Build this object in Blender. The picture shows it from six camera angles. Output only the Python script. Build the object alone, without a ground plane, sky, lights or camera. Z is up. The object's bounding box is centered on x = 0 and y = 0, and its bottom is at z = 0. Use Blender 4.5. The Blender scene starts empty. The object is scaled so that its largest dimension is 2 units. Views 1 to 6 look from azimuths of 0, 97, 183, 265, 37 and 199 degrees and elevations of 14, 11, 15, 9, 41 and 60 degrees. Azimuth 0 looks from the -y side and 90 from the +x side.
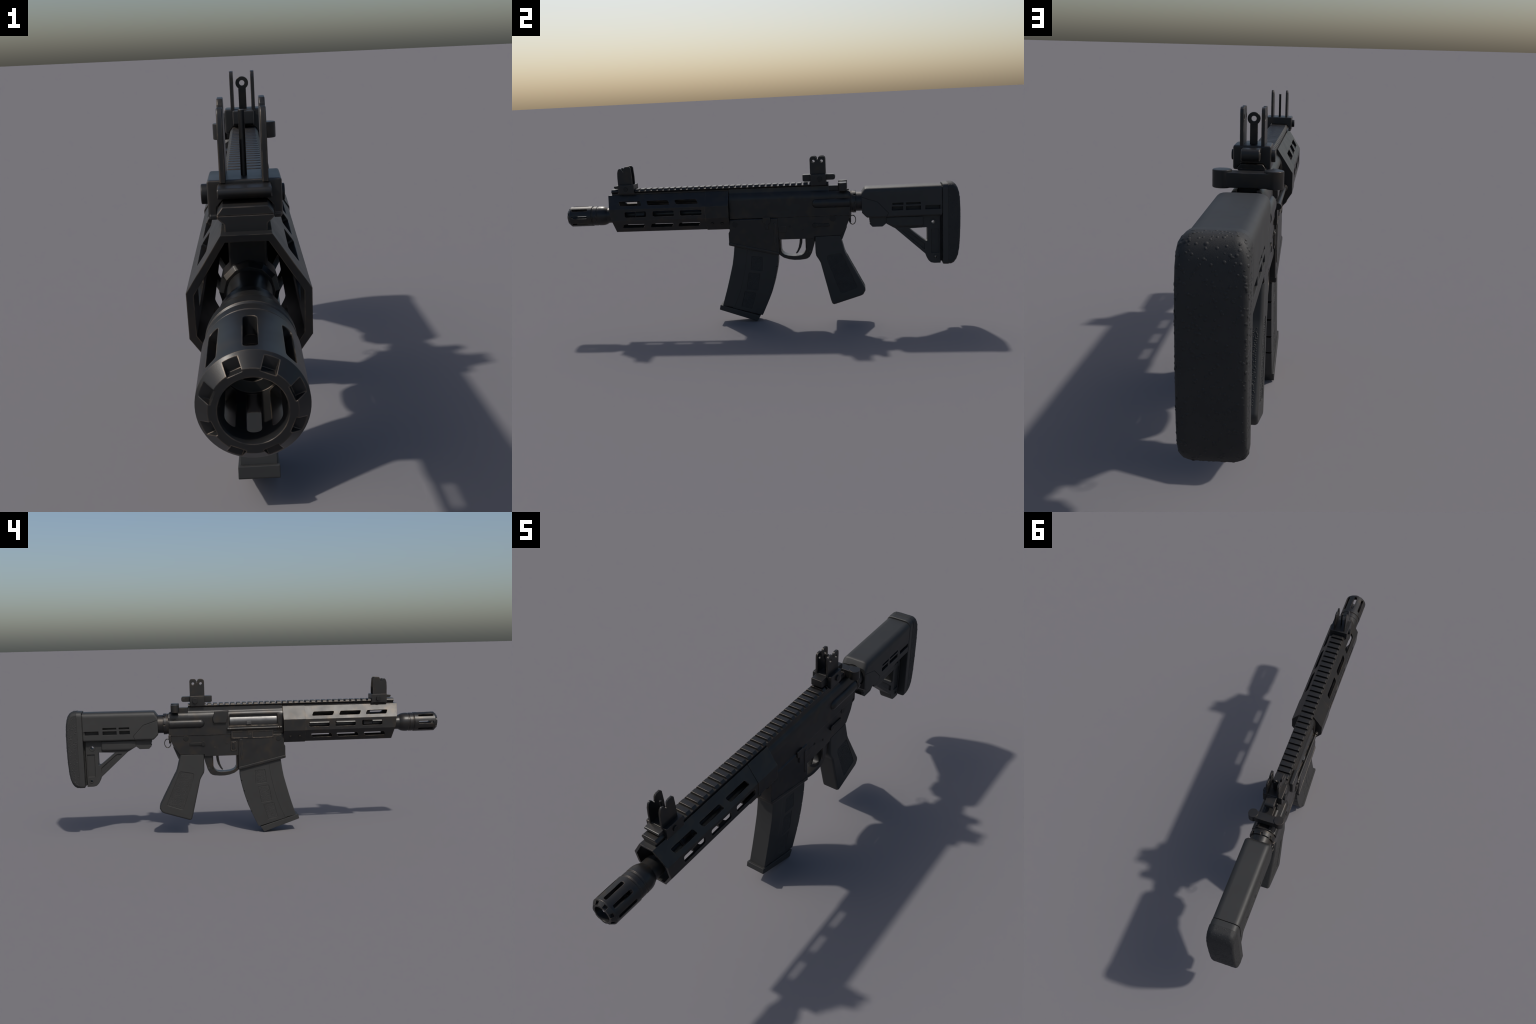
import bpy, bmesh, math, random
from mathutils import Vector, Matrix

random.seed(7)
pi = math.pi
BORE = 0.5745         # height of the bore axis
TUBE = 0.604          # height of the buffer tube axis

# ------------------------------------------------------------------ materials
def node_mat(name, dark, light, metallic, rough, rough_var=0.0, blotch=9.0,
             wear=None, wear_amount=0.0, bump=0.0, bump_scale=900.0, edge=0.0014,
             specular=0.5, warm=None, warm_amount=0.0):
    """Dark finish: large soft blotches, fine grain, optional rubbed edges."""
    m = bpy.data.materials.new(name)
    m.use_nodes = True
    nt = m.node_tree
    N, L = nt.nodes, nt.links
    N.clear()
    out = N.new("ShaderNodeOutputMaterial")
    bs = N.new("ShaderNodeBsdfPrincipled")
    L.new(bs.outputs[0], out.inputs[0])
    tc = N.new("ShaderNodeTexCoord")
    n1 = N.new("ShaderNodeTexNoise")
    n1.inputs["Scale"].default_value = blotch
    n1.inputs["Detail"].default_value = 5
    n1.inputs["Roughness"].default_value = 0.6
    L.new(tc.outputs["Object"], n1.inputs["Vector"])
    ramp = N.new("ShaderNodeValToRGB")
    ramp.color_ramp.elements[0].position = 0.36
    ramp.color_ramp.elements[1].position = 0.66
    ramp.color_ramp.elements[0].color = (*dark, 1)
    ramp.color_ramp.elements[1].color = (*light, 1)
    L.new(n1.outputs["Fac"], ramp.inputs["Fac"])
    col = ramp.outputs["Color"]
    if warm is not None:
        n4 = N.new("ShaderNodeTexNoise")
        n4.inputs["Scale"].default_value = blotch * 2.3
        n4.inputs["Detail"].default_value = 4
        L.new(tc.outputs["Object"], n4.inputs["Vector"])
        r4 = N.new("ShaderNodeMapRange")
        r4.inputs["From Min"].default_value = 0.5
        r4.inputs["From Max"].default_value = 0.7
        r4.inputs["To Max"].default_value = warm_amount
        L.new(n4.outputs["Fac"], r4.inputs["Value"])
        mx = N.new("ShaderNodeMix")
        mx.data_type = 'RGBA'
        L.new(r4.outputs[0], mx.inputs["Factor"])
        L.new(col, mx.inputs["A"])
        mx.inputs["B"].default_value = (*warm, 1)
        col = mx.outputs["Result"]
    normal = None
    if edge > 0:
        bv = N.new("ShaderNodeBevel")
        bv.samples = 4
        bv.inputs["Radius"].default_value = edge
        normal = bv.outputs["Normal"]
    if wear is not None:
        geo = N.new("ShaderNodeNewGeometry")
        bw = N.new("ShaderNodeBevel")
        bw.samples = 6
        bw.inputs["Radius"].default_value = edge * 1.5
        dot = N.new("ShaderNodeVectorMath")
        dot.operation = 'DOT_PRODUCT'
        L.new(bw.outputs["Normal"], dot.inputs[0])
        L.new(geo.outputs["Normal"], dot.inputs[1])
        mr = N.new("ShaderNodeMapRange")
        mr.inputs["From Min"].default_value = 0.985
        mr.inputs["From Max"].default_value = 0.90
        L.new(dot.outputs["Value"], mr.inputs["Value"])
        n2 = N.new("ShaderNodeTexNoise")
        n2.inputs["Scale"].default_value = 38
        n2.inputs["Detail"].default_value = 6
        L.new(tc.outputs["Object"], n2.inputs["Vector"])
        m2 = N.new("ShaderNodeMapRange")
        m2.inputs["From Min"].default_value = 0.38
        m2.inputs["From Max"].default_value = 0.60
        m2.inputs["To Max"].default_value = wear_amount
        L.new(n2.outputs["Fac"], m2.inputs["Value"])
        mul = N.new("ShaderNodeMath")
        mul.operation = 'MULTIPLY'
        L.new(mr.outputs[0], mul.inputs[0])
        L.new(m2.outputs[0], mul.inputs[1])
        mix = N.new("ShaderNodeMix")
        mix.data_type = 'RGBA'
        L.new(mul.outputs[0], mix.inputs["Factor"])
        L.new(col, mix.inputs["A"])
        mix.inputs["B"].default_value = (*wear, 1)
        col = mix.outputs["Result"]
    L.new(col, bs.inputs["Base Color"])
    bs.inputs["Metallic"].default_value = metallic
    bs.inputs["Specular IOR Level"].default_value = specular
    if rough_var > 0:
        n3 = N.new("ShaderNodeTexNoise")
        n3.inputs["Scale"].default_value = blotch * 1.7
        n3.inputs["Detail"].default_value = 6
        L.new(tc.outputs["Object"], n3.inputs["Vector"])
        mr3 = N.new("ShaderNodeMapRange")
        mr3.inputs["From Min"].default_value = 0.3
        mr3.inputs["From Max"].default_value = 0.7
        mr3.inputs["To Min"].default_value = rough - rough_var
        mr3.inputs["To Max"].default_value = rough + rough_var
        L.new(n3.outputs["Fac"], mr3.inputs["Value"])
        L.new(mr3.outputs[0], bs.inputs["Roughness"])
    else:
        bs.inputs["Roughness"].default_value = rough
    if bump > 0:
        nb = N.new("ShaderNodeTexNoise")
        nb.inputs["Scale"].default_value = bump_scale
        nb.inputs["Detail"].default_value = 2
        L.new(tc.outputs["Object"], nb.inputs["Vector"])
        b = N.new("ShaderNodeBump")
        b.inputs["Strength"].default_value = bump
        b.inputs["Distance"].default_value = 0.002
        L.new(nb.outputs["Fac"], b.inputs["Height"])
        if normal is not None:
            L.new(normal, b.inputs["Normal"])
        normal = b.outputs["Normal"]
    if normal is not None:
        L.new(normal, bs.inputs["Normal"])
    return m

WEAR = (0.20, 0.155, 0.115)
METAL = node_mat("black_anodised_metal", (0.0275, 0.0275, 0.0280), (0.0330, 0.0325, 0.0320), 0.58, 0.385, 0.045, 9,
                 WEAR, 0.95, 0.03, 1200, warm=(0.050, 0.0405, 0.0315), warm_amount=0.65)
STEEL = node_mat("bright_steel", (0.11, 0.11, 0.11), (0.15, 0.15, 0.147), 0.9, 0.38, 0.04, 14,
                 (0.4, 0.38, 0.35), 0.5, 0.02, 1200)
DARKSTEEL = node_mat("dark_steel", (0.055, 0.053, 0.05), (0.075, 0.072, 0.068), 0.8, 0.38, 0.05, 14,
                     (0.3, 0.26, 0.2), 0.7, 0.02, 1200)
PIN = node_mat("blackened_pin_steel", (0.012, 0.012, 0.012), (0.016, 0.016, 0.0155), 0.4, 0.46, 0.04, 14,
               WEAR, 0.45, 0.02, 1200)
POLYMER = node_mat("matt_black_polymer", (0.0190, 0.0190, 0.0184), (0.0222, 0.0222, 0.0213), 0.0, 0.56, 0.03, 7,
                   (0.042, 0.038, 0.033), 0.4, 0.06, 1400, edge=0.0025)
STIPPLE = node_mat("stippled_polymer", (0.0185, 0.0185, 0.018), (0.0225, 0.0225, 0.0218), 0.0, 0.64, 0.03, 30,
                   None, 0, 0.55, 420, edge=0)
RUBBER = node_mat("black_rubber", (0.0140, 0.0140, 0.0138), (0.0168, 0.0168, 0.0164), 0.0, 0.66, 0.03, 12,
                  None, 0, 0.16, 800, edge=0.003)

# ------------------------------------------------------------------ helpers
ROOT = bpy.data.objects.new("assault_rifle", None)
bpy.context.scene.collection.objects.link(ROOT)
ROOT["label"] = "short black assault rifle with slotted handguard and flip sights"
ROOT["category"] = "rifle"

def add(name, bm, mat, parent=None, angle=35):
    bmesh.ops.recalc_face_normals(bm, faces=bm.faces)
    me = bpy.data.meshes.new(name)
    bm.to_mesh(me)
    bm.free()
    ob = bpy.data.objects.new(name, me)
    bpy.context.scene.collection.objects.link(ob)
    me.materials.append(mat)
    finish(ob, angle)
    ob.parent = parent or ROOT
    return ob

def finish(ob, angle=35):
    me = ob.data
    for p in me.polygons:
        p.use_smooth = True
    me.set_sharp_from_angle(angle=math.radians(angle))

def bevel_edges(bm, width, segs=2, min_angle=25, test=None):
    if width <= 0:
        return
    bm.normal_update()
    es = [e for e in bm.edges if len(e.link_faces) == 2
          and e.calc_face_angle(0) > math.radians(min_angle) and (test is None or test(e))]
    bmesh.ops.bevel(bm, geom=es, offset=width, offset_type='OFFSET', segments=segs,
                    profile=0.5, affect='EDGES', clamp_overlap=True)

def prism_x(pts, x0, x1, bev=0.0, segs=1, bm=None, test=None):
    """Side profile (y, z) pushed through in x."""
    new = bmesh.new()
    a = [new.verts.new((x0, y, z)) for y, z in pts]
    b = [new.verts.new((x1, y, z)) for y, z in pts]
    new.faces.new(a)
    new.faces.new(b[::-1])
    n = len(pts)
    for i in range(n):
        new.faces.new((a[i], b[i], b[(i + 1) % n], a[(i + 1) % n]))
    bmesh.ops.recalc_face_normals(new, faces=new.faces)
    bevel_edges(new, bev, segs, test=test)
    return merge(bm, new)

def loft_y(sections, bev=0.0, segs=1, bm=None, caps=True):
    """Rings of (x, z) at successive y; all rings have the same count."""
    new = bmesh.new()
    rings = [[new.verts.new((x, y, z)) for x, z in pts] for y, pts in sections]
    n = len(rings[0])
    for r0, r1 in zip(rings, rings[1:]):
        for i in range(n):
            new.faces.new((r0[i], r0[(i + 1) % n], r1[(i + 1) % n], r1[i]))
    if caps:
        new.faces.new(rings[0])
        new.faces.new(rings[-1][::-1])
    bmesh.ops.recalc_face_normals(new, faces=new.faces)
    bevel_edges(new, bev, segs)
    return merge(bm, new)

def box(x0, x1, y0, y1, z0, z1, bev=0.0, segs=1, bm=None):
    return prism_x([(y0, z0), (y1, z0), (y1, z1), (y0, z1)], x0, x1, bev, segs, bm)

def cyl(axis, c, r, l0, l1, seg=32, bev=0.0, bm=None, r2=None):
    """Cylinder along an axis between coordinates l0 and l1; c = other two coordinates."""
    new = bmesh.new()
    r2 = r if r2 is None else r2
    rings = []
    for l, rr in ((l0, r), (l1, r2)):
        ring = []
        for i in range(seg):
            a = 2 * pi * i / seg
            u, v = c[0] + rr * math.cos(a), c[1] + rr * math.sin(a)
            p = {'x': (l, u, v), 'y': (u, l, v), 'z': (u, v, l)}[axis]
            ring.append(new.verts.new(p))
        rings.append(ring)
    for i in range(seg):
        new.faces.new((rings[0][i], rings[0][(i + 1) % seg], rings[1][(i + 1) % seg], rings[1][i]))
    new.faces.new(rings[0])
    new.faces.new(rings[1][::-1])
    bmesh.ops.recalc_face_normals(new, faces=new.faces)
    bevel_edges(new, bev, 2, 50)
    return merge(bm, new)

def revolve_y(profile, cx, cz, seg=48, bm=None, closed=False):
    """Profile of (y, radius) turned about a line along y."""
    new = bmesh.new()
    rings = []
    for y, r in profile:
        rings.append([new.verts.new((cx + r * math.cos(2 * pi * i / seg), y, cz + r * math.sin(2 * pi * i / seg)))
                      for i in range(seg)])
    pairs = list(zip(rings, rings[1:]))
    if closed:
        pairs.append((rings[-1], rings[0]))
    for r0, r1 in pairs:
        for i in range(seg):
            new.faces.new((r0[i], r0[(i + 1) % seg], r1[(i + 1) % seg], r1[i]))
    if not closed:
        new.faces.new(rings[0])
        new.faces.new(rings[-1][::-1])
    bmesh.ops.recalc_face_normals(new, faces=new.faces)
    return merge(bm, new)

def merge(bm, new):
    if bm is None:
        return new
    me = bpy.data.meshes.new("tmp")
    new.to_mesh(me)
    new.free()
    bm.from_mesh(me)
    bpy.data.meshes.remove(me)
    return bm

def cut(ob, bm_cut, op='DIFFERENCE', angle=35):
    """Boolean, applied at once."""
    bmesh.ops.recalc_face_normals(bm_cut, faces=bm_cut.faces)
    me = bpy.data.meshes.new("cutter")
    bm_cut.to_mesh(me)
    bm_cut.free()
    c = bpy.data.objects.new("cutter", me)
    bpy.context.scene.collection.objects.link(c)
    mod = ob.modifiers.new("cut", 'BOOLEAN')
    mod.operation = op
    mod.object = c
    mod.solver = 'EXACT'
    mod.use_self = True
    dg = bpy.context.evaluated_depsgraph_get()
    ev = ob.evaluated_get(dg)
    new = bpy.data.meshes.new_from_object(ev)
    old = ob.data
    name = old.name
    ob.modifiers.clear()
    ob.data = new
    bpy.data.meshes.remove(old)
    new.name = name
    bpy.data.objects.remove(c)
    bpy.data.meshes.remove(me)
    finish(ob, angle)

def rounded(pts, r, n=4):
    """Round every corner of a polygon by radius r (a number or one per corner)."""
    out = []
    k = len(pts)
    for i in range(k):
        p, a, b = Vector(pts[i]), Vector(pts[i - 1]), Vector(pts[(i + 1) % k])
        ri = r[i] if isinstance(r, (list, tuple)) else r
        if ri <= 0:
            out.append(tuple(p))
            continue
        da, db = (a - p), (b - p)
        t = min(ri, da.length * 0.48, db.length * 0.48)
        s, e = p + da.normalized() * t, p + db.normalized() * t
        for j in range(n + 1):
            f = j / n
            out.append(tuple((1 - f) ** 2 * s + 2 * f * (1 - f) * p + f * f * e))
    return out

def slot(y0, y1, z0, z1, r):
    return rounded([(y0, z0), (y1, z0), (y1, z1), (y0, z1)], r, 4)

def both(f):
    for s in (-1, 1):
        f(s)

def sided(s, a, b):
    return (a, b) if s > 0 else (-b, -a)

def dome(bm, p, nrm, r, h, seg=7):
    """One low stipple bump standing on a surface point."""
    nrm = nrm.normalized()
    t = nrm.orthogonal().normalized()
    b = nrm.cross(t)
    rings = []
    for rr, hh in ((1.0, -0.1), (0.75, 0.62)):
        rings.append([bm.verts.new(p + (t * math.cos(2 * pi * i / seg) + b * math.sin(2 * pi * i / seg)) * r * rr
                                   + nrm * h * hh) for i in range(seg)])
    top = bm.verts.new(p + nrm * h)
    for i in range(seg):
        j = (i + 1) % seg
        bm.faces.new((rings[0][i], rings[0][j], rings[1][j], rings[1][i]))
        bm.faces.new((rings[1][i], rings[1][j], top))

def inside(pt, poly):
    x, y = pt
    c = False
    for i in range(len(poly)):
        (x1, y1), (x2, y2) = poly[i - 1], poly[i]
        if (y1 > y) != (y2 > y) and x < (x2 - x1) * (y - y1) / (y2 - y1) + x1:
            c = not c
    return c

# ------------------------------------------------------------------ barrel and muzzle
def build_barrel():
    prof = [(-0.87, 0.024), (-0.80, 0.024), (-0.795, 0.030), (-0.645, 0.030), (-0.64, 0.0285), (-0.58, 0.0285), (-0.12, 0.0285)]
    barrel = add("barrel", revolve_y(prof, 0, BORE, 40), METAL)
    # gas block: turned collar with a squarer riser into the gas tube
    bm = revolve_y([(-0.642, 0.034), (-0.636, 0.040), (-0.592, 0.040), (-0.586, 0.035)], 0, BORE, 12)
    add("gas_block", bm, METAL, barrel, 20)
    rs = rounded([(-0.025, 0.585), (0.025, 0.585), (0.025, 0.668), (-0.025, 0.668)], 0.008)
    add("gas_riser", loft_y([(-0.628, rs), (-0.588, rs)], 0.002), METAL, barrel)
    bm = cyl('y', (0, 0.640), 0.0125, -0.60, -0.13, 24)
    add("gas_tube", bm, METAL, barrel)

    R = 0.0518
    outer = [(-1.0, 0.0400), (-0.986, R), (-0.8735, R), (-0.8700, 0.0475), (-0.8670, 0.0475), (-0.8640, 0.0498), (-0.8475, 0.0498),
             (-0.8450, 0.0472), (-0.8410, 0.0472), (-0.8385, 0.0498), (-0.8230, 0.0498), (-0.8130, 0.0487), (-0.8030, 0.0460),
             (-0.7920, 0.0405), (-0.7880, 0.0385), (-0.745, 0.0380)]
    inner = [(-0.745, 0.020), (-0.888, 0.020), (-0.890, 0.0315), (-0.9925, 0.0315), (-0.995, 0.0305), (-1.0, 0.0315)]
    ob = add("muzzle_brake", revolve_y(outer + inner, 0, BORE, 64, closed=True), METAL)
    cutter = bmesh.new()
    for k in range(8):
        a = pi / 2 + k * pi / 4
        rot = Matrix.Translation((0, 0, BORE)) @ Matrix.Rotation(-a, 4, 'Y')
        pts = slot(-0.977, -0.893, -0.0070, 0.0070, 0.006)
        c = prism_x(pts, 0.024, 0.07)
        bmesh.ops.transform(c, matrix=rot, verts=c.verts)
        merge(cutter, c)
    cut(ob, cutter)
    cutter = bmesh.new()
    for k in range(8):
        a = pi / 2 + (k + 0.5) * pi / 4
        rot = Matrix.Translation((0, 0, BORE)) @ Matrix.Rotation(-a, 4, 'Y')
        c = box(0.0375, 0.07, -1.02, -0.989, -0.0072, 0.0072)
        bmesh.ops.transform(c, matrix=rot, verts=c.verts)
        merge(cutter, c)
    cut(ob, cutter)
build_barrel()

# ------------------------------------------------------------------ handguard
def octagon(hw, zt, zu, zl, zb, fw, bw):
    return [(-fw, zt), (fw, zt), (hw, zu), (hw, zl), (bw, zb), (-bw, zb), (-hw, zl), (-hw, zu)]

def build_handguard():
    o = octagon(0.0725, 0.681, 0.613, 0.5545, 0.4905, 0.029, 0.030)
    i = octagon(0.0635, 0.6725, 0.610, 0.558, 0.499, 0.0245, 0.0255)
    hg = add("handguard", loft_y([(-0.790, o), (-0.262, o)]), METAL, angle=20)
    cut(hg, loft_y([(-0.83, i), (-0.20, i)]), angle=20)
    # nose raked back below the upper corner
    cut(hg, prism_x([(-0.85, 0.70), (-0.7785, 0.70), (-0.7755, 0.681), (-0.7450, 0.4905), (-0.7418, 0.47), (-0.85, 0.47)], -0.1, 0.1), angle=20)
    cutter = bmesh.new()
    def side(s):
        for y0, y1 in ((-0.397, -0.285), (-0.539, -0.428), (-0.685, -0.573)):
            prism_x(slot(y0, y1, 0.5705, 0.5995, 0.008), *sided(s, 0.05, 0.09), bm=cutter)
        # slots on the slanting facets, cut square to each facet
        for (xa, za), (xb, zb), zc, spans in (
                ((0.0725, 0.613), (0.029, 0.681), 0.6395, ((-0.422, -0.308), (-0.568, -0.455), (-0.714, -0.601))),
                ((0.0725, 0.5545), (0.030, 0.4905), 0.5220, ((-0.412, -0.302), (-0.556, -0.441), (-0.703, -0.591)))):
            f = (zc - za) / (zb - za)
            xc = xa + f * (xb - xa)
            n = Vector((abs(zb - za), 0, (xa - xb) * (1 if zb > za else -1))).normalized()
            for y0, y1 in spans:
                k = -0.40 if zb > za else 0.42
                c = prism_x([(y + k * z, z) for y, z in slot(y0, y1, -0.0125, 0.0125, 0.007)], -0.018, 0.018)
                ang = math.atan2(n.z, n.x)
                m = Matrix.Translation((xc, 0, zc)) @ Matrix.Rotation(-ang, 4, 'Y')
                bmesh.ops.transform(c, matrix=m, verts=c.verts)
                if s < 0:
                    bmesh.ops.transform(c, matrix=Matrix.Scale(-1, 4, (1, 0, 0)), verts=c.verts)
                    bmesh.ops.reverse_faces(c, faces=c.faces)
                merge(cutter, c)
    both(side)
    for y0, y1 in ((-0.398, -0.286), (-0.543, -0.431), (-0.688, -0.576)):
        c = prism_x(slot(y0, y1, -0.0145, 0.0145, 0.008), -0.03, 0.03)
        bmesh.ops.transform(c, matrix=Matrix.Translation((0, 0, 0.495)) @ Matrix.Rotation(pi / 2, 4, 'Y'), verts=c.verts)
        merge(cutter, c)
    cut(hg, cutter, angle=20)
    # clamping collar at the receiver end, a little fuller
    o2 = octagon(0.0745, 0.6825, 0.614, 0.5535, 0.4875, 0.0295, 0.031)
    i2 = octagon(0.0635, 0.6725, 0.610, 0.558, 0.499, 0.0245, 0.0255)
    collar = add("handguard_collar", loft_y([(-0.268, o2), (-0.149, o2)]), METAL, hg, angle=20)
    cut(collar, loft_y([(-0.30, i2), (-0.158, i2)]), angle=20)
    def screws(s):
        nx, nz = 0.834, -0.552
        for y in (-0.187, -0.237):
            b = cyl('x', (0, 0), 0.0085, -0.002, 0.0022, 20, 0.0006)
            cyl('x', (0, 0), 0.0045, 0.0, 0.0030, 6, 0.0, bm=b)
            m = Matrix.Translation((0.0535, y, 0.520)) @ Matrix.Rotation(math.atan2(-nz, nx), 4, 'Y')
            bmesh.ops.transform(b, matrix=m, verts=b.verts)
            if s < 0:
                bmesh.ops.transform(b, matrix=Matrix.Scale(-1, 4, (1, 0, 0)), verts=b.verts)
            add("collar_screw", b, PIN, collar)
    both(screws)
    return hg
HANDGUARD = build_handguard()

# ------------------------------------------------------------------ top rail
def build_rail():
    sec = [(-0.0245, 0.676), (0.0245, 0.676), (0.0245, 0.689), (0.0325, 0.6965), (0.0325, 0.6995), (-0.0325, 0.6995), (-0.0325, 0.6965), (-0.0245, 0.689)]
    bm = loft_y([(-0.757, sec), (-0.1495, sec)], 0.0006)
    loft_y([(-0.1475, sec), (0.3565, sec)], 0.0006, bm=bm)
    rail = add("top_rail", bm, METAL)
    tsec = [(-0.0325, 0.6990), (0.0325, 0.6990), (0.0325, 0.7010), (0.0260, 0.7097), (-0.0260, 0.7097), (-0.0325, 0.7010)]
    hl = 0.0101
    tooth = None
    ys = [-0.161 + 0.031 * k for k in range(-15, 14)]
    for y in ys:
        if tooth is None:
            tooth = add("rail_tooth", loft_y([(-hl, tsec), (hl, tsec)], 0.0009), METAL, rail)
            tooth.location = (0, y, 0)
        else:
            t = tooth.copy()
            bpy.context.scene.collection.objects.link(t)
            t.location = (0, y, 0)
    # long end land under the front sight and rear land under the rear sight
    add("rail_land", loft_y([(-0.757, tsec), (-0.642, tsec)], 0.0009), METAL, rail)
    add("rail_land", loft_y([(0.262, tsec), (0.3565, tsec)], 0.0009), METAL, rail)
build_rail()

# ------------------------------------------------------------------ sights
def build_front_sight():
    bm = box(-0.044, 0.044, -0.717, -0.634, 0.6885, 0.734, 0.003, 2)
    box(-0.0425, 0.0425, -0.7195, -0.6315, 0.6880, 0.6935, 0.001, bm=bm)
    base = add("front_sight", bm, METAL)
    cut(base, loft_y([(-0.76, [(-0.034, 0.680), (0.034, 0.680), (0.034, 0.7025), (0.026, 0.7113), (-0.026, 0.7113), (-0.034, 0.7025)]),
                      (-0.60, [(-0.034, 0.680), (0.034, 0.680), (0.034, 0.7025), (0.026, 0.7113), (-0.026, 0.7113), (-0.034, 0.7025)])]))
    add("sight_clamp", prism_x([(-0.710, 0.7145), (-0.7365, 0.7145), (-0.7415, 0.7200), (-0.7415, 0.7250), (-0.7390, 0.7275), (-0.7200, 0.7295), (-0.710, 0.7295)],
                               -0.0315, 0.0315, 0.0012), METAL, base)
    leaf = [(-0.7195, 0.730), (-0.7200, 0.772), (-0.7185, 0.797), (-0.7145, 0.8095), (-0.7085, 0.8160), (-0.7020, 0.8165), (-0.6960, 0.8120),
            (-0.6920, 0.8040), (-0.6885, 0.7985), (-0.6850, 0.8000), (-0.6820, 0.8180), (-0.6770, 0.8250), (-0.6560, 0.8262), (-0.6485, 0.8185), (-0.6445, 0.770), (-0.6445, 0.730)]
    for s in (-1, 1):
        add("sight_leaf", prism_x(leaf, *sided(s, 0.0213, 0.0287), 0.0010, 1), METAL, base)
    add("sight_post", cyl('z', (0, -0.682), 0.0038, 0.728, 0.812, 16, 0.0008), METAL, base)
    add("sight_screw", cyl('x', (-0.670, 0.711), 0.0125, -0.0535, -0.040, 28, 0.0012), PIN, base)
    add("sight_screw", cyl('x', (-0.678, 0.711), 0.0105, 0.040, 0.0485, 28, 0.0012), PIN, base)
build_front_sight()

def build_rear_sight():
    bm = box(-0.0445, 0.0445, 0.268, 0.3465, 0.6945, 0.7515, 0.005, 2)
    base = add("rear_sight", bm, METAL)
    rs = [(-0.034, 0.680), (0.034, 0.680), (0.034, 0.7025), (0.026, 0.7113), (-0.026, 0.7113), (-0.034, 0.7025)]
    cut(base, loft_y([(0.20, rs), (0.40, rs)]))
    # folding-spring housing ahead, hinge drum behind
    add("sight_clamp", prism_x([(0.2285, 0.7185), (0.2285, 0.7495), (0.275, 0.7495), (0.275, 0.7145), (0.238, 0.7145)], -0.0245, 0.0245, 0.003, 2), METAL, base)
    add("sight_hinge", prism_x(rounded([(0.33, 0.7195), (0.391, 0.7195), (0.391, 0.7475), (0.33, 0.7475)], [0, 0.012, 0.012, 0], 5), -0.0215, 0.0215, 0.0015), METAL, base)
    def pin(s):
        add("hinge_pin", cyl('x', (0.378, 0.734), 0.0055, *sided(s, 0.020, 0.0225), 16, 0.0006), METAL, base)
    both(pin)
    leaf = rounded([(0.2675, 0.745), (0.2675, 0.8385), (0.300, 0.8385), (0.3055, 0.817), (0.311, 0.8385), (0.3445, 0.8385), (0.3445, 0.745)],
                   [0, 0.015, 0.012, 0.001, 0.012, 0.015, 0], 4)
    for s in (-1, 1):
        lf = add("sight_leaf", prism_x(leaf, *sided(s, 0.0208, 0.0288), 0.0014, 2), METAL, base)
        for y in (0.2855, 0.3265):
            cut(lf, cyl('x', (y, 0.8145), 0.0075, -0.05, 0.05, 24))
    # peep aperture on its stem
    ring = bmesh.new()
    cyl('y', (0, 0.8105), 0.0152, 0.3035, 0.3095, 32, 0.0008, bm=ring)
    ap = add("peep_aperture", ring, METAL, base)
    cut(ap, cyl('y', (0, 0.8105), 0.0062, 0.29, 0.32, 24))
    add("peep_stem", box(-0.009, 0.009, 0.304, 0.309, 0.745, 0.7985, 0.0008), METAL, base)
    add("sight_screw", cyl('x', (0.319, 0.7255), 0.0145, -0.0535, -0.040, 28, 0.0015), PIN, base)
    add("sight_screw", cyl('x', (0.314, 0.7260), 0.0125, 0.040, 0.0505, 28, 0.0015), PIN, base)
build_rear_sight()

# ------------------------------------------------------------------ upper receiver
HW = 0.0435
def upper_sec(top):
    half = [(HW, 0.5415), (HW, 0.632), (HW - 0.001, 0.642), (HW - 0.0035, 0.651), (HW - 0.0075, 0.6585), (HW - 0.012, 0.6635)]
    if top:
        half += [(0.0285, 0.667), (0.0265, 0.672), (0.0255, 0.690)]
    else:
        half += [(0.026, 0.6650), (0.015, 0.6655), (0.010, 0.6655)]
    return half + [(-x, z) for x, z in reversed(half)]

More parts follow.
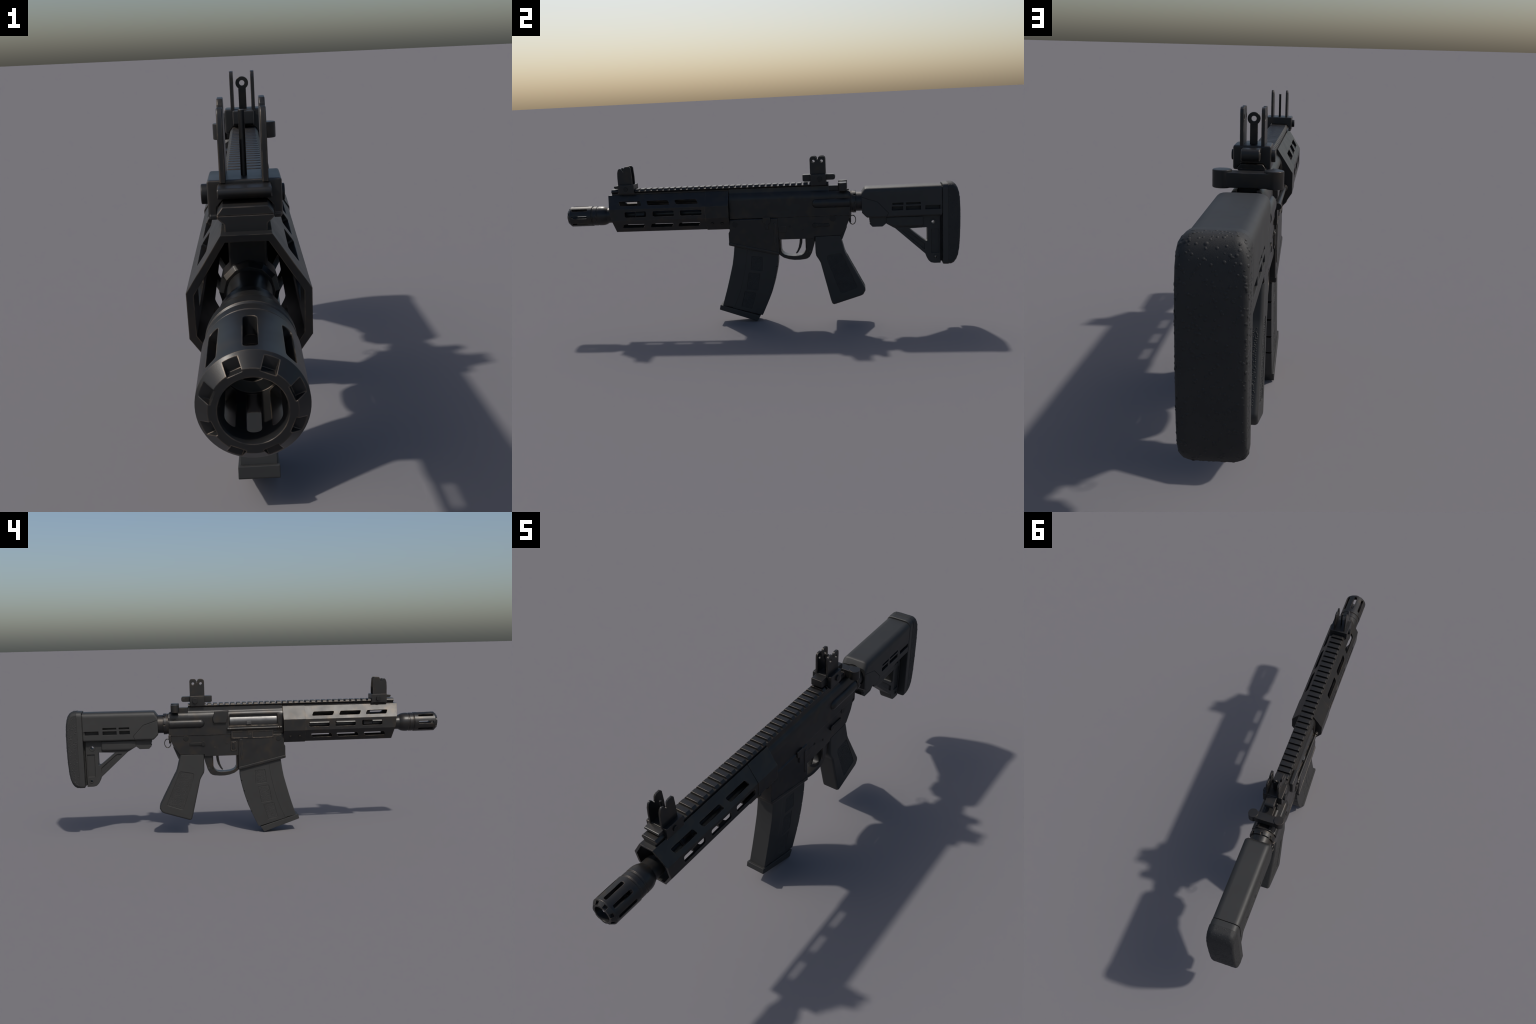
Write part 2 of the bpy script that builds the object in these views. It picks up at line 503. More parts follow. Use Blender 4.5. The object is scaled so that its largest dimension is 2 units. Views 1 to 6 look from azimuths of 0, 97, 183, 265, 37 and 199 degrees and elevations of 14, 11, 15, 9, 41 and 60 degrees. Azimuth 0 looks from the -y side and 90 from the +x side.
def build_upper():
    bm = loft_y([(-0.1475, upper_sec(True)), (0.3585, upper_sec(True))], 0.0)
    loft_y([(0.3586, upper_sec(False)), (0.4575, upper_sec(False))], 0.0, bm=bm)
    up = add("upper_receiver", bm, METAL)
    # charging-handle channel in the tail
    cut(up, box(-0.0225, 0.0225, 0.3585, 0.47, 0.6535, 0.70))
    # side bulge along the tail, both sides (forward assist housing)
    def bulge(s):
        prof = [(0.2725, 0.004), (0.275, 0.012), (0.281, 0.018), (0.290, 0.0222), (0.300, 0.0228), (0.4575, 0.0228)]
        b = revolve_y(prof, 0, 0, 28)
        bmesh.ops.scale(b, vec=(0.72, 1, 1), verts=b.verts)
        bmesh.ops.translate(b, vec=(s * 0.0405, 0, 0.605), verts=b.verts)
        add("forward_assist_housing", b, METAL, up)
    both(bulge)
    # ejection port: sunk frame on the right-hand side (-x)
    cut(up, prism_x(rounded([(-0.124, 0.584), (0.1475, 0.584), (0.138, 0.6545), (-0.124, 0.6545)], 0.007), -0.06, -HW + 0.0035))
    cut(up, prism_x(rounded([(-0.1195, 0.588), (0.142, 0.588), (0.142, 0.6455), (-0.1195, 0.6455)], 0.009), -0.06, -HW + 0.012))
    # cover: convex bright plate
    half = []
    for k in range(9):
        t = k / 8
        half.append((-0.0345 - 0.0085 * math.sin(pi * (0.12 + 0.80 * t)) , 0.5885 + 0.0425 * t))
    sec = half + [(-0.026, 0.631), (-0.026, 0.5885)]
    def inset(d):
        return [(-0.034 + (x + 0.034) * (1 - d / 0.010), 0.6098 + (z - 0.6098) * (1 - d / 0.021)) for x, z in sec]
    cov = loft_y([(-0.1185, inset(0.005)), (-0.1165, inset(0.0018)), (-0.1130, sec), (0.1355, sec), (0.1390, inset(0.0018)), (0.1410, inset(0.005))])
    cover = add("ejection_port_cover", cov, STEEL, up)
    add("cover_latch", box(-0.049, -0.040, 0.023, 0.048, 0.5925, 0.610, 0.0012, 2), STEEL, cover)
    # hinge rod with end knobs
    rod = cyl('y', (-0.0515, 0.5715), 0.0065, -0.125, 0.142, 20)
    add("cover_hinge_rod", rod, METAL, cover)
    for y0, y1 in ((-0.1405, -0.1275), (0.1415, 0.1530)):
        add("hinge_knob", cyl('y', (-0.0525, 0.5715), 0.0093, y0, y1, 24, 0.0015), METAL, cover)
    for y0, y1 in ((-0.1235, -0.1185), (0.1330, 0.1380)):
        add("hinge_collar", cyl('y', (-0.0520, 0.5715), 0.0080, y0, y1, 24, 0.0008), DARKSTEEL, cover)
    # case deflector
    d = [(0.2175, 0.6665), (0.1400, 0.6700), (0.1560, 0.6030), (0.2260, 0.6045), (0.2305, 0.6300)]
    bm = bmesh.new()
    A = [bm.verts.new((-0.034, y, z)) for y, z in d]
    cy, cz = 0.19, 0.634
    B = [bm.verts.new((-0.0555 if z < 0.65 else -0.0520, cy + (y - cy) * 0.96, cz + (z - cz) * 0.96)) for y, z in d]
    bm.faces.new(A[::-1])
    bm.faces.new(B)
    for i in range(5):
        j = (i + 1) % 5
        bm.faces.new((A[i], A[j], B[j], B[i]))
    bevel_edges(bm, 0.003, 2)
    add("case_deflector", bm, METAL, up)
build_upper()

# ------------------------------------------------------------------ charging handle
def build_charging_handle():
    bm = box(-0.021, 0.021, 0.352, 0.425, 0.655, 0.6895, 0.0015)
    box(-0.058, 0.058, 0.409, 0.4455, 0.668, 0.7030, 0.003, 2, bm=bm)
    ch = add("charging_handle", bm, METAL)
    for s in (-1, 1):
        add("handle_knob", cyl('z', (s * 0.0585, 0.4265), 0.0222, 0.6665, 0.7075, 40, 0.0025), METAL, ch)
build_charging_handle()

# ------------------------------------------------------------------ lower receiver
def build_lower():
    W = 0.0405
    bm = prism_x([(0.080, 0.5405), (0.4555, 0.5405), (0.4535, 0.514), (0.4415, 0.486), (0.4085, 0.4395), (0.2785, 0.4375), (0.2785, 0.4270), (0.080, 0.4270)],
                 -W, W, 0.0022, 2)
    low = add("lower_receiver", bm, METAL)
    # magazine well, wider than the tail, chamfered along its upper edge
    well = [(-0.1520, 0.5400), (0.0955, 0.5400), (0.0955, 0.3500), (-0.1585, 0.4065), (-0.1585, 0.4680), (-0.1520, 0.4800)]
    bm = prism_x(well, -0.0462, 0.0462)
    bm.normal_update()
    es = [e for e in bm.edges if abs(e.verts[0].co.z - 0.54) < 1e-4 and abs(e.verts[1].co.z - 0.54) < 1e-4 and abs(e.verts[0].co.y - e.verts[1].co.y) > 0.1]
    bmesh.ops.bevel(bm, geom=es, offset=0.007, segments=1, profile=0.5, affect='EDGES')
    es = [e for e in bm.edges if abs(e.verts[0].co.x - e.verts[1].co.x) < 1e-4 and abs(e.verts[0].co.y - e.verts[1].co.y) < 0.02]
    bmesh.ops.bevel(bm, geom=es, offset=0.003, segments=2, profile=0.5, affect='EDGES')
    mw = add("magazine_well", bm, METAL, low)
    lip = [(-0.1595, 0.4215), (-0.1595, 0.4050), (0.0965, 0.3470), (0.0965, 0.3630)]
    add("magazine_well_lip", prism_x(lip, -0.0492, 0.0492, 0.0035, 2), METAL, mw)
    # trigger guard
    outer = [(0.2785, 0.440), (0.2785, 0.410), (0.2735, 0.390), (0.2620, 0.353), (0.2500, 0.3320), (0.2390, 0.3240), (0.2280, 0.3205), (0.200, 0.3175), (0.172, 0.3175),
             (0.145, 0.3215), (0.1180, 0.3305), (0.1040, 0.3400), (0.0940, 0.3490), (0.0940, 0.440)]
    inner = [(0.1050, 0.440), (0.1050, 0.425), (0.1060, 0.368), (0.1120, 0.356), (0.122, 0.3475), (0.140, 0.3415), (0.165, 0.3385), (0.190, 0.3385),
             (0.208, 0.3415), (0.219, 0.3485), (0.227, 0.3585), (0.231, 0.372), (0.231, 0.440)]
    tg = add("trigger_guard", prism_x(outer + inner, -0.030, 0.030, 0.0012), METAL, low)
    def guard_slit(s):
        add("guard_pin", cyl('x', (0.2545, 0.360), 0.0052, *sided(s, 0.029, 0.0308), 16, 0.0006), DARKSTEEL, tg)
    both(guard_slit)
    c = bmesh.new()
    for x0, x1 in ((-0.05, -0.024), (0.024, 0.05)):
        box(x0, x1, 0.2335, 0.2375, 0.352, 0.418, bm=c)
        box(x0, x1, 0.0995, 0.1025, 0.354, 0.418, bm=c)
    cut(tg, c)
    # trigger
    tr = [(0.2155, 0.445), (0.2145, 0.424), (0.2125, 0.400), (0.2060, 0.378), (0.1940, 0.357), (0.1840, 0.3455), (0.1775, 0.3485),
          (0.1860, 0.362), (0.1935, 0.380), (0.1985, 0.402), (0.2010, 0.424), (0.2010, 0.445)]
    add("trigger", prism_x(tr, -0.009, 0.009, 0.0025, 2), METAL, low)
    # fittings found on both sides
    def side(s):
        add("takedown_pin", cyl('x', (0.373, 0.5265), 0.0145, *sided(s, W - 0.002, W + 0.0025), 28, 0.001), PIN, low)
        add("takedown_pin", cyl('x', (-0.122, 0.5120), 0.0142, *sided(s, 0.044, 0.0480), 28, 0.001), PIN, mw)
        lever = cyl('x', (0.2825, 0.4950), 0.0118, *sided(s, W - 0.002, W + 0.0075), 28, 0.0015)
        prism_x([(0.285, 0.5035), (0.3545, 0.5020), (0.3545, 0.4875), (0.285, 0.4865)], *sided(s, W - 0.002, W + 0.0055), 0.0018, 2, bm=lever)
        add("selector_lever", lever, PIN, low)
        for y, z in ((0.157, 0.4930), (0.2205, 0.4715)):
            b = cyl('x', (y, z), 0.0058, *sided(s, W - 0.002, W + 0.0012), 20, 0.0005)
            pn = add("cross_pin", b, PIN, low)
            cut(pn, cyl('x', (y, z), 0.0030, *sided(s, W - 0.0005, W + 0.01), 16))
        rib = [(0.0725, 0.5145), (0.0870, 0.5145), (0.0865, 0.428), (0.0775, 0.398), (0.0735, 0.428)]
        add("well_rib", prism_x(rib, *sided(s, 0.044, 0.0484), 0.0012), METAL, mw)
    both(side)
    # bolt catch on the left (+x)
    bc = [(0.0200, 0.5455), (0.0590, 0.5445), (0.0590, 0.5180), (0.0520, 0.5115), (0.0490, 0.5110), (0.0490, 0.4825), (0.0330, 0.4830), (0.0330, 0.5115), (0.0270, 0.5125), (0.0200, 0.5190)]
    add("bolt_catch", prism_x(bc, 0.040, 0.0510, 0.0015), METAL, low)
    add("magazine_catch_plate", box(W - 0.002, W + 0.0012, 0.098, 0.1375, 0.464, 0.496, 0.0008), METAL, low)
    # magazine release with its fence on the right (-x)
    fence = prism_x(rounded([(0.104, 0.4520), (0.1360, 0.4520), (0.1360, 0.5010), (0.104, 0.5010)], 0.006), -W - 0.0035, -W + 0.002, 0.001)
    fo = add("release_fence", fence, METAL, low)
    cut(fo, prism_x(rounded([(0.1095, 0.4560), (0.1325, 0.4560), (0.1325, 0.4985), (0.1095, 0.4985)], 0.005), -W - 0.01, -W - 0.0005))
    add("magazine_release", prism_x(rounded([(0.1135, 0.4590), (0.1295, 0.4590), (0.1295, 0.4970), (0.1135, 0.4970)], 0.007, 5), -W - 0.0055, -W + 0.002, 0.0015), PIN, low)
    # framed plates below the port
    pl = prism_x(rounded([(-0.0945, 0.5170), (0.1335, 0.5170), (0.1335, 0.5600), (-0.0945, 0.5600)], 0.004), -0.0495, -0.040, 0.001)
    po = add("side_plate", pl, METAL, mw)
    c = prism_x(rounded([(0.0415, 0.5215), (0.1265, 0.5215), (0.1265, 0.5535), (0.0415, 0.5535)], 0.005), -0.06, -0.0475)
    prism_x(rounded([(-0.0895, 0.5210), (0.0185, 0.5210), (0.0185, 0.5530), (-0.0895, 0.5530)], 0.005), -0.06, -0.0475, bm=c)
    cut(po, c)
    add("plate_screw", cyl('x', (0.0305, 0.5385), 0.0062, -0.0505, -0.048, 20, 0.0006), DARKSTEEL, po)
    # end plate carrying the sling ring
    ep = rounded([(-0.0445, 0.640), (-0.0445, 0.530), (-0.030, 0.500), (0.030, 0.500), (0.0445, 0.530), (0.0445, 0.640), (0.030, 0.660), (-0.030, 0.660)], 0.006)
    endp = add("end_plate", loft_y([(0.4555, ep), (0.4640, ep)], 0.001), METAL, low)
    add("sling_lug", prism_x([(0.452, 0.545), (0.466, 0.545), (0.466, 0.522), (0.459, 0.516), (0.452, 0.520)], -0.049, -0.040, 0.001), METAL, endp)
    seg, sub, R, r = 40, 10, 0.0195, 0.0024
    bm = bmesh.new()
    rings = []
    for i in range(seg):
        a = 2 * pi * i / seg
        ring = []
        for j in range(sub):
            b = 2 * pi * j / sub
            rad = R + r * math.cos(b)
            ring.append(bm.verts.new((-0.0445 + r * math.sin(b), 0.4705 + 0.86 * rad * math.cos(a), 0.5045 + 1.18 * rad * math.sin(a))))
        rings.append(ring)
    for i in range(seg):
        for j in range(sub):
            bm.faces.new((rings[i][j], rings[(i + 1) % seg][j], rings[(i + 1) % seg][(j + 1) % sub], rings[i][(j + 1) % sub]))
    add("sling_ring", bm, DARKSTEEL, endp)
build_lower()

# ------------------------------------------------------------------ pistol grip
def stipple(name, region, x, nx, spacing, r, h, parent, mat, surf=None):
    """Scatter jittered bumps over a (y, z) region lying on the plane x."""
    rng = random.Random(11)
    ys = [p[0] for p in region]
    zs = [p[1] for p in region]
    bm = bmesh.new()
    y = min(ys)
    while y < max(ys):
        z = min(zs)
        while z < max(zs):
            p = (y + rng.uniform(-0.45, 0.45) * spacing, z + rng.uniform(-0.45, 0.45) * spacing)
            if inside(p, region):
                k = rng.uniform(0.6, 1.15)
                dome(bm, Vector((x, p[0], p[1])), Vector((nx, 0, 0)), r * k, h * k, 6)
            z += spacing
        y += spacing
    ob = add(name, bm, mat, parent, 80)
    ob["kind"] = "stuff"
    return ob

def build_grip():
    W = 0.0405
    g = [(0.2795, 0.4365), (0.4075, 0.4385), (0.4170, 0.4000), (0.4275, 0.3580), (0.4350, 0.3400), (0.5265, 0.1640), (0.5270, 0.1500), (0.5160, 0.1300), (0.505, 0.1240),
         (0.3745, 0.0825), (0.3645, 0.0805), (0.3560, 0.0860), (0.3500, 0.1050), (0.3040, 0.3000), (0.2960, 0.3160), (0.2830, 0.3370), (0.2805, 0.3520)]
    bm = prism_x(g, -W, W)
    es = [e for e in bm.edges if abs(e.verts[0].co.x - e.verts[1].co.x) < 1e-5 and (e.verts[0].co.z < 0.436 or e.verts[1].co.z < 0.436)]
    bmesh.ops.bevel(bm, geom=es, offset=0.009, segments=4, profile=0.5, affect='EDGES', clamp_overlap=True)
    grip = add("pistol_grip", bm, POLYMER)
    # tang that climbs behind the receiver
    add("grip_tang", prism_x([(0.4000, 0.4500), (0.4395, 0.4895), (0.4430, 0.4800), (0.4170, 0.4150), (0.4050, 0.4150)], -0.026, 0.026, 0.004, 2), POLYMER, grip)
    panel = rounded([(0.4115, 0.3500), (0.3390, 0.3370), (0.3380, 0.3180), (0.4020, 0.1380), (0.4890, 0.1680)], 0.010)
    c = prism_x(panel, -0.07, -W + 0.0022)
    prism_x(panel, W - 0.0022, 0.07, bm=c)
    cut(grip, c)
    small = [(0.409, 0.345), (0.343, 0.333), (0.342, 0.319), (0.404, 0.143), (0.484, 0.170)]
    def side(s):
        pm = prism_x(rounded([(y * 0.985 + 0.0062, z * 0.985 + 0.0037) for y, z in panel[:]], 0), *sided(s, W - 0.006, W - 0.0018))
        pl = add("grip_panel", pm, STIPPLE, grip)
        stipple("grip_stipple", small, s * (W - 0.0018), s, 0.0048, 0.0021, 0.0012, pl, STIPPLE)
    both(side)
    # back strap stipple
    rng = random.Random(3)
    bm = bmesh.new()
    a, b = Vector((0, 0.4350, 0.3400)), Vector((0, 0.5265, 0.1640))
    d = (b - a)
    n = Vector((0, 0.176, 0.0915)).normalized()
    L = d.length
    t = 0.004
    while t < L - 0.008:
        x = -0.027
        while x < 0.027:
            p = a + d * ((t + rng.uniform(-0.002, 0.002)) / L) + Vector((x + rng.uniform(-0.002, 0.002), 0, 0)) - n * 0.0002
            k = rng.uniform(0.6, 1.15)
            dome(bm, p, n, 0.0023 * k, 0.0015 * k, 6)
            x += 0.0048
        t += 0.0048
    st = add("grip_stipple", bm, STIPPLE, grip, 80)
    st["kind"] = "stuff"
build_grip()

# ------------------------------------------------------------------ magazine
def build_magazine():
    front = [(-0.1330, 0.4100), (-0.1345, 0.3920), (-0.1400, 0.3500), (-0.1485, 0.3030), (-0.1600, 0.2600), (-0.1730, 0.2130), (-0.1870, 0.1650), (-0.2080, 0.0990), (-0.2115, 0.0870)]
    rear = [(0.0880, 0.4100), (0.0885, 0.3420), (0.0870, 0.3150), (0.0835, 0.2870), (0.0775, 0.2590), (0.0705, 0.2300), (0.0630, 0.2010), (0.0540, 0.1730), (0.0445, 0.1440), (0.0330, 0.1160), (0.0200, 0.0870), (0.0075, 0.0600), (-0.0060, 0.0320), (-0.0130, 0.0330)]
    seam = [(-0.0690, 0.4100), (-0.0700, 0.3650), (-0.0760, 0.3200), (-0.0840, 0.2800), (-0.0980, 0.2200), (-0.1150, 0.1620), (-0.1340, 0.1150), (-0.1520, 0.0760)]
    def is_side(e):
        return abs(e.verts[0].co.x - e.verts[1].co.x) < 1e-5
    body = prism_x([(-0.095, 0.4100)] + rear + [(-0.160, 0.0740)] + [(y - 0.01, z) for y, z in seam[:0:-1]], -0.0365, 0.0365)
    mag = add("magazine", body, POLYMER)
    fr = prism_x(front + seam[::-1], -0.0372, 0.0372)
    es = [e for e in fr.edges if is_side(e) and e.verts[0].co.y < -0.13 and min(e.verts[0].co.z, e.verts[1].co.z) > 0.08]
    bmesh.ops.bevel(fr, geom=es, offset=0.0035, segments=2, profile=0.5, affect='EDGES', clamp_overlap=True)
    add("magazine_front", fr, POLYMER, mag)
    rib_rear = prism_x([(y + 0.0008 if i > 1 else y, z) for i, (y, z) in enumerate(rear[:-1])] + [(y - 0.012, z + 0.004) for y, z in rear[-2::-1]], -0.0355, 0.0355)
    spine = add("magazine_spine", rib_rear, POLYMER, mag)
    c = bmesh.new()
    for y, z in ((0.0835, 0.2870), (0.0705, 0.2300), (0.0540, 0.1730), (0.0330, 0.1160)):
        box(-0.05, 0.05, y - 0.0045, y + 0.012, z - 0.0022, z + 0.0022, bm=c)
    cut(spine, c)
    c = bmesh.new()
    for y, z in ((0.0835, 0.2870), (0.0705, 0.2300), (0.0540, 0.1730), (0.0330, 0.1160)):
        box(-0.05, 0.05, y - 0.0045, y + 0.012, z - 0.0022, z + 0.0022, bm=c)
    # stippled grip windows
    quads = [[(0.0095, 0.3400), (-0.0460, 0.3450), (-0.0555, 0.2730), (0.0060, 0.2660)],
             [(-0.0075, 0.2510), (-0.0655, 0.2585), (-0.0820, 0.1700), (-0.0235, 0.1630)],
             [(-0.0335, 0.1510), (-0.0920, 0.1605), (-0.1125, 0.0805), (-0.0590, 0.0670)]]
    for q in quads:
        prism_x(rounded(q, 0.003, 2), -0.06, -0.0350, bm=c)
        prism_x(rounded(q, 0.003, 2), 0.0350, 0.06, bm=c)
    cut(mag, c)
    for q in quads:
        cy = sum(p[0] for p in q) / 4
        cz = sum(p[1] for p in q) / 4
        inner = [(cy + (y - cy) * 0.95, cz + (z - cz) * 0.96) for y, z in q]
        sm = [(cy + (y - cy) * 0.90, cz + (z - cz) * 0.92) for y, z in q]
        for s in (-1, 1):
            pl = add("magazine_grip_window", prism_x(inner, *sided(s, 0.033, 0.0360), 0.0006), STIPPLE, mag)
            stipple("window_stipple", sm, s * 0.0360, s, 0.0048, 0.0020, 0.0010, pl, STIPPLE)
    base = [(-0.2235, 0.0915), (-0.2290, 0.0680), (-0.2270, 0.0655), (-0.0345, 0.0000), (-0.0165, 0.0290)]
    add("magazine_floor_plate", prism_x(base, -0.0415, 0.0415, 0.0030, 2), POLYMER, mag)
build_magazine()

# ------------------------------------------------------------------ buffer tube and stock
def rrect(hw, z0, z1, rt, rb, n=6):
    return rounded([(-hw, z0), (hw, z0), (hw, z1), (-hw, z1)], [rb, rb, rt, rt], n)

def build_stock():
    tube = add("buffer_tube", revolve_y([(0.45, 0.0485), (0.60, 0.0485)], 0, TUBE, 56), METAL)
    nut = [(0.4640, 0.0535), (0.4655, 0.0550), (0.4690, 0.0550), (0.4700, 0.0538), (0.4715, 0.0538), (0.4725, 0.0560), (0.4890, 0.0560), (0.4905, 0.0545), (0.4905, 0.046), (0.4640, 0.046)]
    nt = add("castle_nut", revolve_y(nut, 0, TUBE, 64, closed=True), METAL, tube)
    c = bmesh.new()
    for k in range(8):
        a = pi / 2 + k * pi / 4
        b = box(0.050, 0.07, 0.4795, 0.50, -0.005, 0.005)
        bmesh.ops.transform(b, matrix=Matrix.Translation((0, 0, TUBE)) @ Matrix.Rotation(-a, 4, 'Y'), verts=b.verts)
        merge(c, b)
    cut(nt, c)

    HWS = 0.0594
    sect = [(0.5195, rrect(HWS - 0.002, 0.551, 0.652, 0.022, 0.010)),
            (0.5215, rrect(HWS - 0.001, 0.549, 0.6545, 0.023, 0.010)),
            (0.5330, rrect(HWS, 0.537, 0.6715, 0.025, 0.010)),
            (0.5370, rrect(HWS, 0.533, 0.6750, 0.026, 0.010)),
            (0.5450, rrect(HWS, 0.5265, 0.6765, 0.027, 0.010)),
            (0.5600, rrect(HWS, 0.5265, 0.6765, 0.027, 0.010)),
            (0.9095, rrect(HWS, 0.5275, 0.6780, 0.027, 0.010))]
    st = add("stock", loft_y(sect), POLYMER)
    cut(st, cyl('y', (0, TUBE), 0.051, 0.50, 0.56, 48))
    for x0, x1 in ((-0.050, -0.034), (0.034, 0.050)):
        cut(st, box(x0, x1, 0.655, 0.9085, 0.545, 0.615))
    c = bmesh.new()
    def windows(s):
        for y0, y1, z0, z1 in ((0.669, 0.7235, 0.5870, 0.5970), (0.736, 0.8075, 0.5870, 0.5970),
                               (0.666, 0.7215, 0.5600, 0.5790), (0.735, 0.8080, 0.5600, 0.5790), (0.829, 0.9060, 0.5605, 0.5800)):
            prism_x(slot(y0, y1, z0, z1, 0.003), *sided(s, 0.045, 0.09), bm=c)
        # seam of the front lower cheek
        path = [(0.515, 0.6315), (0.5190, 0.6300), (0.5960, 0.6055), (0.6500, 0.5480), (0.6400, 0.5290), (0.6420, 0.515)]
        w = 0.0011
        for (ya, za), (yb, zb) in zip(path, path[1:]):
            d = Vector((yb - ya, zb - za)).normalized()
            nx, nz = -d.y * w, d.x * w
            e = d * w
            prism_x([(ya - e.x + nx, za - e.y + nz), (yb + e.x + nx, zb + e.y + nz), (yb + e.x - nx, zb + e.y - nz), (ya - e.x - nx, za - e.y - nz)],
                    *sided(s, HWS - 0.0025, 0.09), bm=c)
    both(windows)
    cut(st, c)
    # skeleton below: strut, post and window, cut from one slab
    W = 0.030
    sk = [(0.9045, 0.5300), (0.9045, 0.2830), (0.8720, 0.2830), (0.8560, 0.2865), (0.8440, 0.2980), (0.8350, 0.3150), (0.8300, 0.3310), (0.6820, 0.4650), (0.6720, 0.4700), (0.6450, 0.4880), (0.6450, 0.5300)]
    sk_bm = prism_x(sk, -W, W, 0.003, 2)
    ob = add("stock_frame", sk_bm, POLYMER, st)
    add("stock_web", box(-0.014, 0.014, 0.902, 0.916, 0.290, 0.5300, 0.002), POLYMER, ob)
    c = prism_x(rounded([(0.8405, 0.4660), (0.7480, 0.4625), (0.8310, 0.3960), (0.8405, 0.3970)], 0.006, 3), -0.1, 0.1)
    cyl('x', (0.8690, 0.4910), 0.0088, -0.1, 0.1, 24, bm=c)
    cyl('x', (0.8800, 0.3140), 0.0062, -0.1, 0.1, 24, bm=c)
    for x0, x1 in ((-0.06, -0.0245), (0.0245, 0.06)):
        prism_x(rounded([(0.7130, 0.4540), (0.7400, 0.4550), (0.8270, 0.3820), (0.8270, 0.3530)], 0.004, 2), x0, x1, bm=c)
        prism_x(rounded([(0.8580, 0.4560), (0.8980, 0.4560), (0.8980, 0.3360), (0.8580, 0.3360)], 0.003, 2), x0, x1, bm=c)
    cut(ob, c)
    def boss(s):
        for y, z, r, rh in ((0.8690, 0.4910, 0.0165, 0.0088), (0.8800, 0.3140, 0.0120, 0.0062)):
            x0, x1 = sided(s, W - 0.002, W + 0.002)
            b = add("sling_boss", cyl('x', (y, z), r, x0, x1, 28, 0.001), POLYMER, ob)
            cut(b, cyl('x', (y, z), rh, -0.1, 0.1, 24))
    both(boss)
    # storage tube running under the cheek piece
    hsec = rounded([(-0.042, 0.470), (0.042, 0.470), (0.042, 0.5285), (-0.042, 0.5285)], [0.016, 0.016, 0.012, 0.012], 5)
    def scaled(f):
        return [(x * f, 0.5285 + (z - 0.5285) * f) for x, z in hsec]
    t0 = [(x * 0.92, max(z, 0.4900)) for x, z in hsec]
    tb = loft_y([(0.6395, t0), (0.6720, hsec), (0.8130, hsec), (0.8185, scaled(0.94))])
    add("storage_tube", tb, POLYMER, st)
    # adjustment latch
    la = [(0.6430, 0.5290), (0.5540, 0.5290), (0.5550, 0.5080), (0.5610, 0.5050), (0.5610, 0.4990), (0.5560, 0.4960), (0.5570, 0.4900), (0.5700, 0.4765), (0.6200, 0.4765), (0.6385, 0.4920), (0.6430, 0.5000)]
    lt = add("stock_latch", prism_x(la, -0.034, 0.034, 0.002, 2), POLYMER, st)
    cut(lt, box(-0.024, 0.024, 0.54, 0.575, 0.486, 0.514))
    # butt plate and rubber pad, set off from the body by a narrow gap
    add("stock_spigot", box(-0.052, 0.052, 0.900, 0.918, 0.536, 0.668, 0.002), POLYMER, st)
    bp = lambda hw, z0, z1: rounded([(-hw, z0), (hw, z0), (hw, z1), (-hw, z1)], [0.014, 0.014, 0.030, 0.030], 6)
    plate = loft_y([(0.9130, bp(0.0580, 0.2845, 0.6820)), (0.9155, bp(0.0598, 0.2815, 0.6845)), (0.9400, bp(0.0598, 0.2808, 0.6855))])
    add("butt_plate", plate, POLYMER, st)
    # pad: an outline in the side view, rounded over across its width
    side_pts = [(0.9400, 0.2795), (0.9545, 0.2800), (0.9680, 0.2875), (0.9790, 0.3045), (0.9865, 0.3270), (0.9925, 0.3610), (0.9972, 0.4200), (0.9992, 0.5000), (0.9992, 0.5600),
                (0.9968, 0.6090), (0.9920, 0.6440), (0.9850, 0.6650), (0.9755, 0.6785), (0.9630, 0.6855), (0.9400, 0.6865)]
    bm = bmesh.new()
    cols = []
    hw = 0.0602
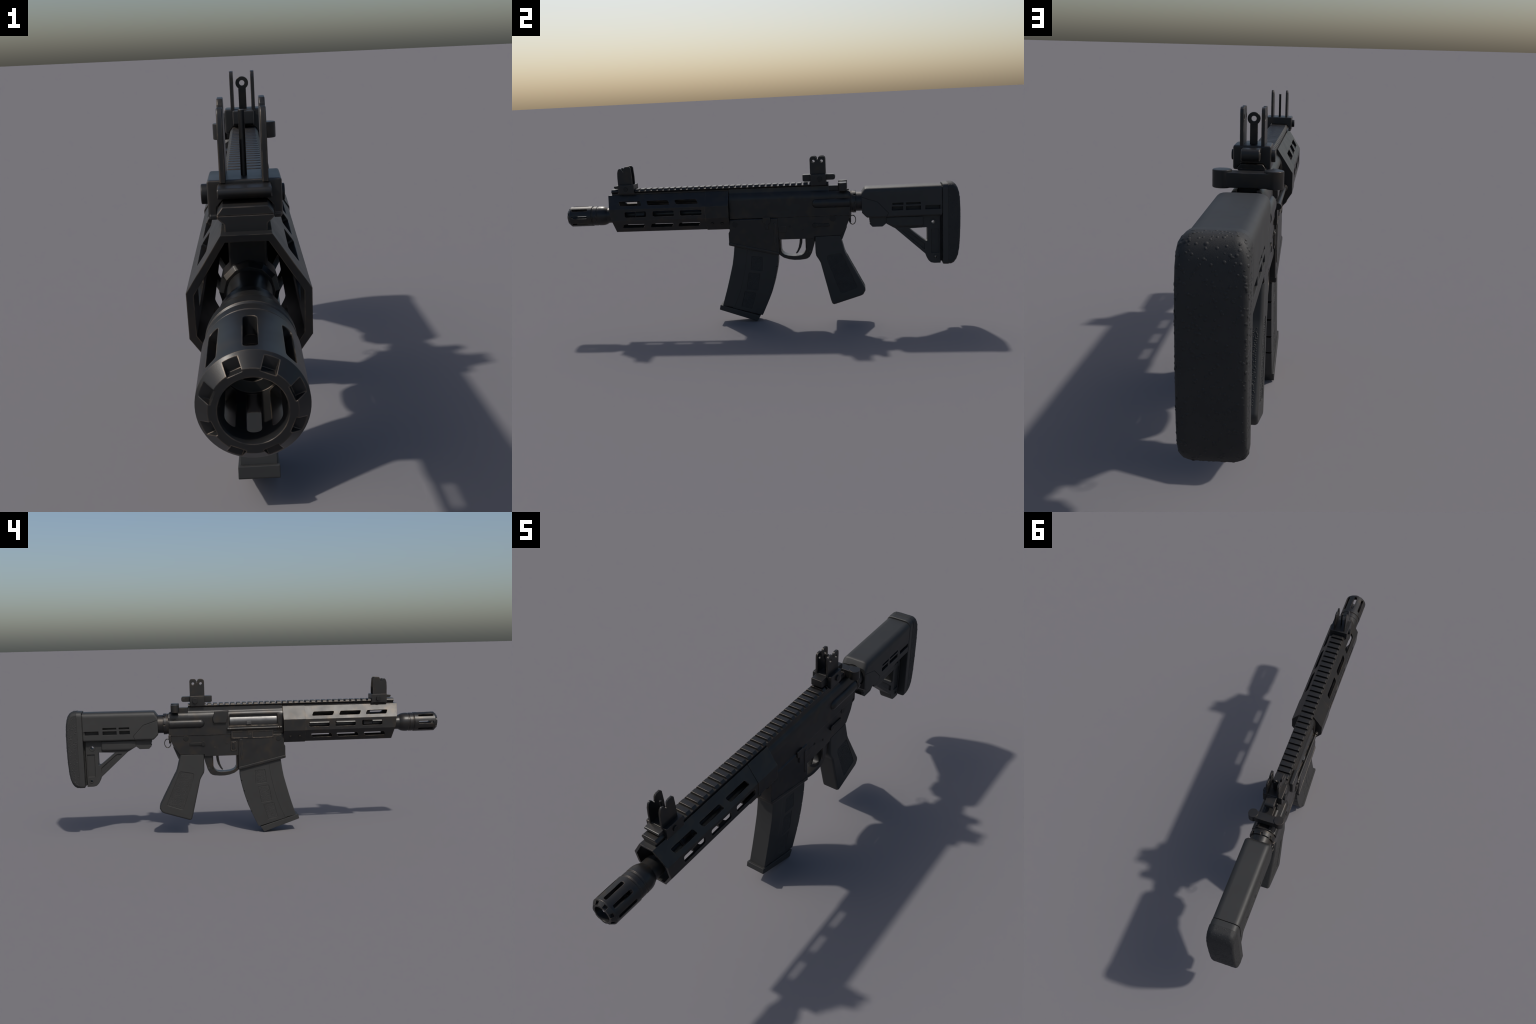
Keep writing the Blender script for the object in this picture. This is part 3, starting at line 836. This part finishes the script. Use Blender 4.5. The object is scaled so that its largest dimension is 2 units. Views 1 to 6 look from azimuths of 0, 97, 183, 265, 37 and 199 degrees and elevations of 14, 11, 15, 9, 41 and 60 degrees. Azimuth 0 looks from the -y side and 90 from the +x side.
    # across the width: flat middle, then corner rounding that pulls the outline in
    xs = [(-hw, 0.0200, 0.0100), (-hw + 0.0008, 0.0175, 0.0066), (-hw + 0.0030, 0.0140, 0.0032), (-hw + 0.0070, 0.0095, 0.0010),
          (-hw + 0.0120, 0.0055, 0.0002), (-hw + 0.0190, 0.0018, 0.0), (-hw + 0.0270, 0.0, 0.0)]
    xs = xs + [(-x, d, g) for x, d, g in reversed(xs)]
    for x, d, g in xs:
        col = []
        for y, z in side_pts:
            yy = max(0.9400, y - g * (1 if y > 0.9401 else 0))
            zc = z
            if z > 0.62:
                zc = z - d * 1.0 * min(1, (z - 0.62) / 0.05)
            elif z < 0.33:
                zc = z + d * 0.7 * min(1, (0.33 - z) / 0.04)
            col.append(bm.verts.new((x, yy, zc)))
        cols.append(col)
    for c0, c1 in zip(cols, cols[1:]):
        for i in range(len(side_pts) - 1):
            bm.faces.new((c0[i], c1[i], c1[i + 1], c0[i + 1]))
        bm.faces.new((c0[0], c0[-1], c1[-1], c1[0]))
    bm.faces.new(cols[0])
    bm.faces.new(cols[-1][::-1])
    pad = add("butt_pad", bm, RUBBER, st, 40)
    # raised dots scattered over the pad
    rng = random.Random(5)
    me = pad.data
    polys = [p for p in me.polygons if p.center.y > 0.9405]
    tris = []
    for p in polys:
        vs = [me.vertices[k].co for k in p.vertices]
        for k in range(1, len(vs) - 1):
            tris.append((vs[0], vs[k], vs[k + 1], p.normal.copy()))
    weights = [((b - a).cross(c - a)).length for a, b, c, n in tris]
    dots = bmesh.new()
    for a, b, c, n in rng.choices(tris, weights, k=760):
        u, v = rng.random(), rng.random()
        if u + v > 1:
            u, v = 1 - u, 1 - v
        loc = a + (b - a) * u + (c - a) * v
        if loc.y < 0.9440:
            continue
        k = rng.uniform(0.55, 1.1)
        dome(dots, loc - n * 0.0001, n, 0.0034 * k, 0.0010 * k, 8)
    dt = add("pad_dots", dots, RUBBER, pad, 80)
    dt["kind"] = "stuff"
build_stock()
for ob in bpy.context.scene.objects:
    if ob.type == 'MESH' and "kind" not in ob:
        w = ob.modifiers.new("even_shading", 'WEIGHTED_NORMAL')
        w.keep_sharp = True
        w.weight = 80
bpy.context.view_layer.update()
